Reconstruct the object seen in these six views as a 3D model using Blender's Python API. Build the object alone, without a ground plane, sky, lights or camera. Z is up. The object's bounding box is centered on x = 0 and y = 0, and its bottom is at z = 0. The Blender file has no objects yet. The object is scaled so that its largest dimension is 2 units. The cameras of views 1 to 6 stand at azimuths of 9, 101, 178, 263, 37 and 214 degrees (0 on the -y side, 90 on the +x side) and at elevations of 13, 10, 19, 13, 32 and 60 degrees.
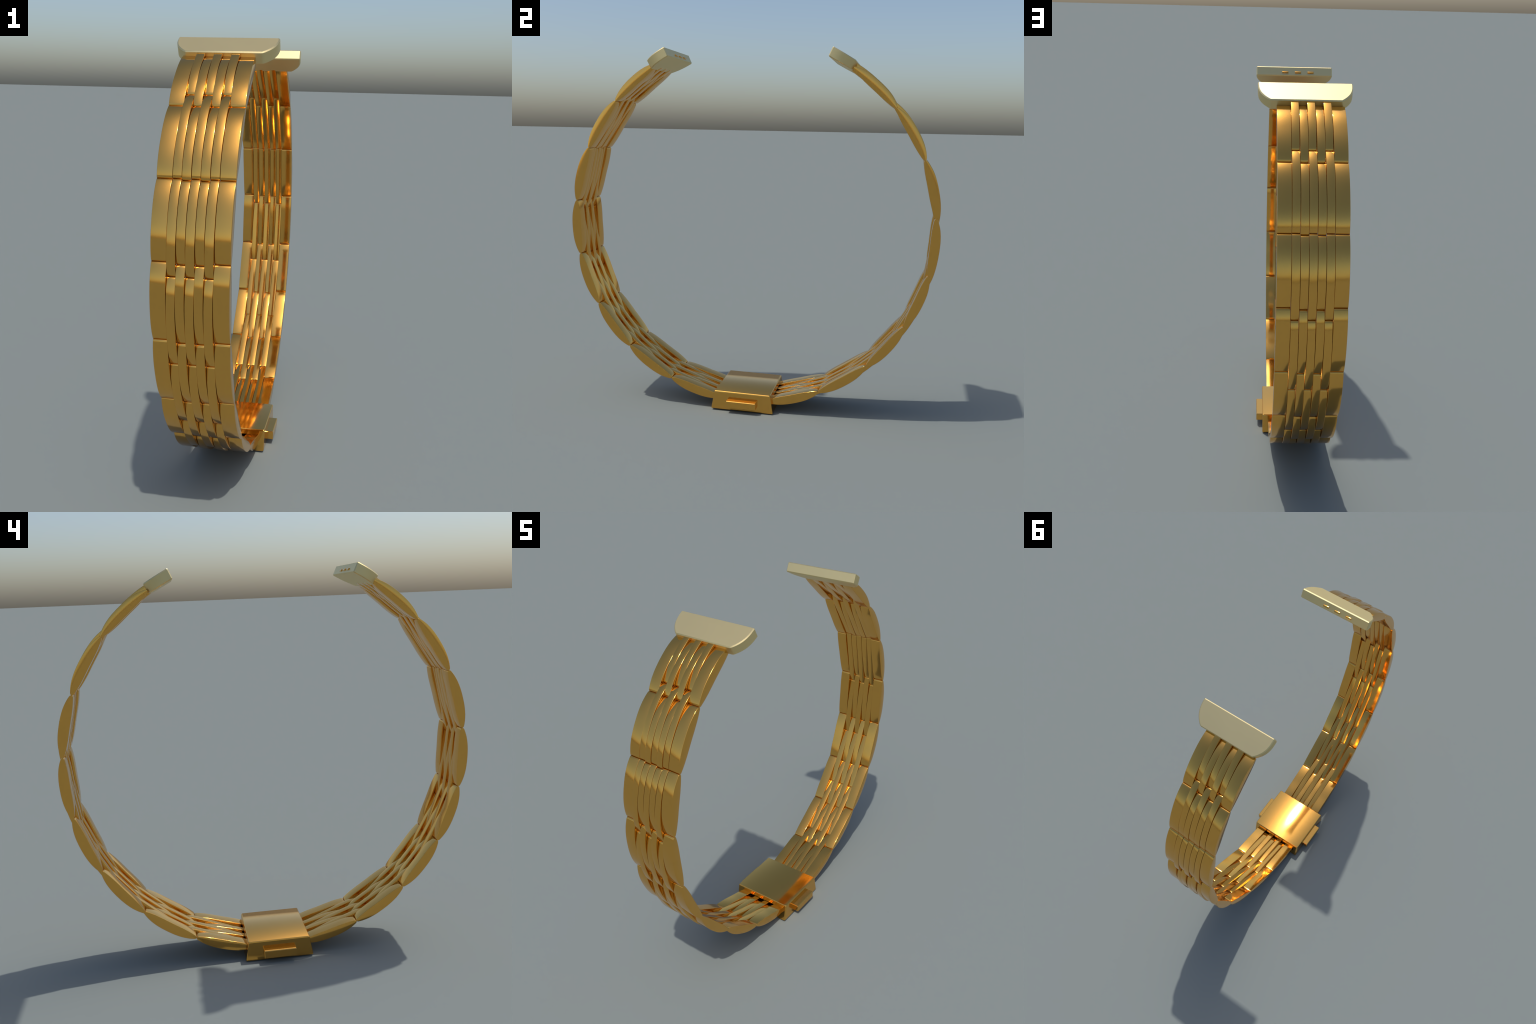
"""Gold woven-link watch bracelet, bent to a ring standing on its folding clasp.

The band is described as it would be laid flat: seven strands side by side
(two wide outer ones, five narrow ones) of lens-shaped links, the strands
having three different link pitches so that their joints drift against each
other.  The flat band is wrapped round a circle; each half ends in a pale lug.
"""
import bpy, bmesh, math
from mathutils import Vector, Matrix

# ------------------------------------------------------------------ sizes
AXIS_Z = 1.0245          # height of the ring's centre
RADIUS = 0.9705          # ring radius through the joints of the links
OUTER_BACK = 0.0260      # height of a wide link's back above the joints
NARROW_BACK = 0.0294     # the narrow strands stand a little prouder
OUTER_BELLY = 0.0238     # depth of a wide link's belly below them
NARROW_BELLY = 0.0188    # and of a narrow one's
END_T = 0.0064           # half thickness of a wide link near its ends
NARROW_END = (0.0074, 0.0015)   # a narrow link's joint lies nearer to its back
END_ROUND = 0.0075       # rounding of the ends
BAND_X = -0.0072         # x of the band's centre line
YAW = 0.0030             # the ring is turned a hair about z
TILT = math.radians(0.70)   # and a hair about x

NARROW_W = 0.0333        # width of a narrow link
COLUMN = 0.0345          # spacing of the narrow strands
WIDE_W = 0.0583          # width of an outer link
SEAM = 0.0001            # clearance left at each end of a link

# strand kinds: first joint angle from the top of the ring, pitch, count
WIDE = dict(start=31.92, pitch=17.565, count=8)
EVEN = dict(start=31.95, pitch=17.710, count=8)
LONG = dict(start=25.62, pitch=20.690, count=7)


# -------------------------------------------------------------- materials
def metal(name, colour, rough, grain=0.0, spread=0.04):
    m = bpy.data.materials.new(name)
    m.use_nodes = True
    nt = m.node_tree
    bsdf = nt.nodes["Principled BSDF"]
    bsdf.inputs["Metallic"].default_value = 1.0
    coord = nt.nodes.new("ShaderNodeTexCoord")
    noise = nt.nodes.new("ShaderNodeTexNoise")
    noise.inputs["Scale"].default_value = 9.0
    noise.inputs["Detail"].default_value = 3.0
    nt.links.new(coord.outputs["Object"], noise.inputs["Vector"])
    ramp = nt.nodes.new("ShaderNodeValToRGB")
    lo = [c * (1 - spread * 0.5) for c in colour]
    hi = [min(1, c * (1 + spread * 0.5)) for c in colour]
    ramp.color_ramp.elements[0].position = 0.3
    ramp.color_ramp.elements[1].position = 0.7
    ramp.color_ramp.elements[0].color = (*lo, 1)
    ramp.color_ramp.elements[1].color = (*hi, 1)
    nt.links.new(noise.outputs["Fac"], ramp.inputs["Fac"])
    nt.links.new(ramp.outputs["Color"], bsdf.inputs["Base Color"])
    bsdf.inputs["Roughness"].default_value = rough
    return m


GOLD = metal("polished_gold", (0.805, 0.436, 0.097), 0.12, spread=0.02)
PALE = metal("satin_champagne", (0.775, 0.632, 0.322), 0.475, spread=0.02)


# ---------------------------------------------------------------- helpers
root = bpy.data.objects.new("watch_bracelet", None)
bpy.context.scene.collection.objects.link(root)
root["label"] = "gold multi-strand link watch bracelet with pale end lugs and clasp"
root["category"] = "watch bracelet"


def add(name, mesh, parent=root, material=None):
    ob = bpy.data.objects.new(name, mesh)
    bpy.context.scene.collection.objects.link(ob)
    ob.parent = parent
    if material and not mesh.materials:
        mesh.materials.append(material)
    return ob


def finish(bm, name, smooth=True):
    bmesh.ops.recalc_face_normals(bm, faces=bm.faces[:])
    me = bpy.data.meshes.new(name)
    bm.to_mesh(me)
    bm.free()
    for p in me.polygons:
        p.use_smooth = smooth
    return me


def on_ring(x, angle, side):
    """Point on the ring; angle from the top, side -1 front / +1 back."""
    a = angle + side * TILT
    y = side * RADIUS * math.sin(a)
    return Vector((x - YAW * y, y, AXIS_Z + RADIUS * math.cos(a))), -side * a


# ------------------------------------------------------------------ links
def profile(w, full, half_len, end, power):
    """Height of a link's face at w (-1..1 from end to end): a flat lens with blunt, rounded ends."""
    h = end + (full - end) * (1 - abs(w) ** power)
    near = min(1.0, (1 - abs(w)) * half_len / END_ROUND)
    return h * (0.25 + 0.75 * math.sqrt(1 - (1 - near) ** 2))


def slope(w, full, half_len, end, power, e=1e-3):
    lo, hi = max(-1, w - e), min(1, w + e)
    rise = profile(hi, full, half_len, end, power) - profile(lo, full, half_len, end, power)
    return rise / ((hi - lo) * half_len)


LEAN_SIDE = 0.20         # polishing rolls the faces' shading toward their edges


def link_mesh(name, width, pitch_deg, back, belly, lean, bevel=0.0012, steps=32):
    half = math.radians(pitch_deg) * 0.5 - SEAM / RADIUS
    hw = width * 0.5
    bm = bmesh.new()
    rings, normals = [], []
    for i in range(steps + 1):
        w = -math.cos(math.pi * i / steps)
        w = 0.85 * w + 0.15 * (2 * i / steps - 1)
        length = half * RADIUS
        face = lambda f: (profile(w, f[0], length, *f[1:]), slope(w, f[0], length, *f[1:]))
        (out, s_out), (inn, s_in) = face(back), face(belly)
        a = half * w
        b = min(bevel, out * 0.4, inn * 0.4)
        along = Vector((0, math.cos(a), -math.sin(a)))
        up = Vector((0, math.sin(a), math.cos(a)))
        n_out = (up - along * s_out).normalized()
        n_in = (-up - along * s_in).normalized()
        x_ = Vector((1, 0, 0))
        section = [(hw, out - b, x_ + LEAN_SIDE * up), (hw - b, out, n_out + lean * x_),
                   (b - hw, out, n_out - lean * x_), (-hw, out - b, -x_ + LEAN_SIDE * up),
                   (-hw, b - inn, -x_ - LEAN_SIDE * up), (b - hw, -inn, n_in - lean * x_),
                   (hw - b, -inn, n_in + lean * x_), (hw, b - inn, x_ - LEAN_SIDE * up)]
        ring = []
        for x, d, n in section:
            p = up * (RADIUS + d)
            ring.append(bm.verts.new((x, p.y, p.z - RADIUS)))
            normals.append(n.normalized())
        rings.append(ring)
    n = len(rings[0])
    for r0, r1 in zip(rings, rings[1:]):
        for j in range(n):
            bm.faces.new((r0[j], r0[(j + 1) % n], r1[(j + 1) % n], r1[j]))
    bm.faces.new(rings[0])
    bm.faces.new(rings[-1][::-1])
    me = finish(bm, name)
    loop_normals = []
    for p in me.polygons:
        for li in p.loop_indices:
            flat = len(p.vertices) > 4
            loop_normals.append(tuple(p.normal if flat else normals[me.loops[li].vertex_index]))
    me.normals_split_custom_set(loop_normals)
    return me


# each face: height, height near the ends, fullness exponent
wide_faces = (OUTER_BACK, END_T, 2.8), (OUTER_BELLY, END_T, 2.8)
slim_faces = (NARROW_BACK, NARROW_END[0], 2.8), (NARROW_BELLY, NARROW_END[1], 2.3)
outer_mesh = link_mesh("outer_link", WIDE_W, WIDE["pitch"], *wide_faces, 0.09)
inner_mesh = link_mesh("inner_link", NARROW_W, EVEN["pitch"], *slim_faces, 0.12)
long_mesh = link_mesh("long_link", NARROW_W, LONG["pitch"], *slim_faces, 0.12)

outer_x = 2.5 * COLUMN + 0.0005 + WIDE_W * 0.5
strands = [("outer_link", outer_mesh, WIDE, -outer_x), ("outer_link", outer_mesh, WIDE, outer_x),
           ("inner_link", inner_mesh, EVEN, -COLUMN), ("inner_link", inner_mesh, EVEN, COLUMN),
           ("long_link", long_mesh, LONG, -2 * COLUMN), ("long_link", long_mesh, LONG, 0.0),
           ("long_link", long_mesh, LONG, 2 * COLUMN)]
for side in (-1, 1):
    for name, mesh, kind, x in strands:
        for k in range(kind["count"]):
            a = math.radians(kind["start"] + (k + 0.5) * kind["pitch"])
            loc, rot = on_ring(BAND_X + x, a, side)
            ob = add(name, mesh, material=GOLD)
            ob.location = loc
            ob.rotation_euler = (rot, 0, math.radians(-0.0))


# ------------------------------------------------------------------- lugs
LUG_W, LUG_X = 0.4125, 0.0118
# side profile (y, z) of the front lug: far top, far under, near under, near top
LUG_PROFILE = [(0.4296, 1.9338), (0.4080, 1.8870), (0.5187, 1.8270), (0.5426, 1.8720)]


def lug_mesh(side):
    (ft, fu, nu, nt) = [Vector((0, side * y, z)) for y, z in LUG_PROFILE]
    bm = bmesh.new()
    top, under = [], []
    steps = 10
    outline = []
    for i in range(steps + 1):
        t = math.sin(0.5 * math.pi * i / steps * 0.5) / math.sin(math.pi / 4)
        inset = 0.053 * t ** 2.9
        outline.append((LUG_W * 0.5 - inset, t))
    outline = outline + [(-x, t) for x, t in outline[::-1]]
    for x, t in outline:
        p = ft.lerp(nt, t)
        q = fu.lerp(nu, t)
        top.append(bm.verts.new((x, p.y, p.z)))
        under.append(bm.verts.new((x, q.y, q.z)))
    n = len(top)
    bm.faces.new(top)
    bm.faces.new(under[::-1])
    for j in range(n):
        bm.faces.new((top[j], under[j], under[(j + 1) % n], top[(j + 1) % n]))
    bmesh.ops.recalc_face_normals(bm, faces=bm.faces[:])
    bm.normal_update()
    sharp = [e for e in bm.edges if e.calc_face_angle(0) > math.radians(25)]
    bmesh.ops.bevel(bm, geom=sharp, offset=0.0045, segments=1, affect='EDGES', profile=0.5)
    me = finish(bm, "lug")
    me.set_sharp_from_angle(angle=math.radians(28))
    return me


for side in (-1, 1):
    me = lug_mesh(side)
    ob = add("lug", me, material=PALE)
    ob.location = (LUG_X - side * 0.0022, 0, 0)


# ------------------------------------------------------------------ clasp
CLASP_W, CLASP_X = 0.3530, -0.0105
CLASP_TILT = math.radians(0.74)


def clasp_mesh():
    """Trapezoidal box, wider below, with a slot through it for the band."""
    bm = bmesh.new()
    hw = CLASP_W * 0.5
    zt, zb = -0.9156, -1.0222
    slope = (0.1742 - 0.1562) / (zt - zb)
    y_at = lambda z: 0.1562 + (zt - z) * slope
    sx = outer_x + WIDE_W * 0.5 + 0.0015
    edge = math.cos(math.radians(9.6))
    s0, s1 = -(RADIUS - 0.0150) * edge, -(RADIUS + 0.0190) * edge
    outer, slot = {}, {}
    for sy in (-1, 1):
        outer[sy] = [bm.verts.new((x, sy * y_at(z), z)) for x, z in
                     ((-hw, zt), (hw, zt), (hw, zb), (-hw, zb))]
        slot[sy] = [bm.verts.new((x, sy * y_at(z), z)) for x, z in
                    ((-sx, s0), (sx, s0), (sx, s1), (-sx, s1))]
        for j in range(4):
            k = (j + 1) % 4
            bm.faces.new((outer[sy][j], outer[sy][k], slot[sy][k], slot[sy][j]))
    for j in range(4):
        k = (j + 1) % 4
        bm.faces.new((outer[-1][j], outer[-1][k], outer[1][k], outer[1][j]))
        bm.faces.new((slot[-1][j], slot[-1][k], slot[1][k], slot[1][j]))
    bmesh.ops.recalc_face_normals(bm, faces=bm.faces[:])
    edges = []
    for sy in (-1, 1):
        for j in range(4):
            edges.append(bm.edges.get((outer[sy][j], outer[sy][(j + 1) % 4])))
    edges += [bm.edges.get((outer[-1][j], outer[1][j])) for j in range(4)]
    bmesh.ops.bevel(bm, geom=edges, offset=0.0068, segments=3, affect='EDGES', profile=0.5)
    me = finish(bm, "clasp")
    return me


def crown_normals(me, zt, lean, lean_end):
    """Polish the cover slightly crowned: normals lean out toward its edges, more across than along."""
    normals = []
    hw = CLASP_W * 0.5
    for p in me.polygons:
        for li in p.loop_indices:
            co = me.vertices[me.loops[li].vertex_index].co
            n = p.normal.copy()
            if p.normal.z > 0.95 and co.z > zt - 0.001:
                n = Vector((lean * co.x / hw, lean_end * co.y / 0.15, 1)).normalized()
            normals.append(n)
    me.normals_split_custom_set([tuple(n) for n in normals])


me = clasp_mesh()
crown_normals(me, -0.9156, 0.30, 0.05)
clasp = add("clasp", me, material=GOLD)
clasp.location = (CLASP_X, 0, AXIS_Z)
clasp.rotation_euler = (-CLASP_TILT, 0, 0)


def button_mesh(s):
    """Square-edged push button; s is the side it sticks out of."""
    bm = bmesh.new()
    bmesh.ops.create_cube(bm, size=1.0)
    for v in bm.verts:
        v.co = Vector((v.co.x * 0.044, v.co.y * 0.164, v.co.z * 0.041))
    bmesh.ops.bevel(bm, geom=bm.edges[:], offset=0.0026, segments=1, affect='EDGES', profile=0.5)
    me = finish(bm, "clasp_button")
    normals = []
    for p in me.polygons:
        n = p.normal.copy()
        if n.z > 0.95:
            n = Vector((0.27 * s, 0, 1)).normalized()
        normals += [tuple(n)] * len(p.loop_indices)
    me.normals_split_custom_set(normals)
    return me


for s in (-1, 1):
    b = add("clasp_button", button_mesh(s), parent=clasp, material=GOLD)
    b.location = (s * (0.2097 - 0.022), 0.0, -0.9785)
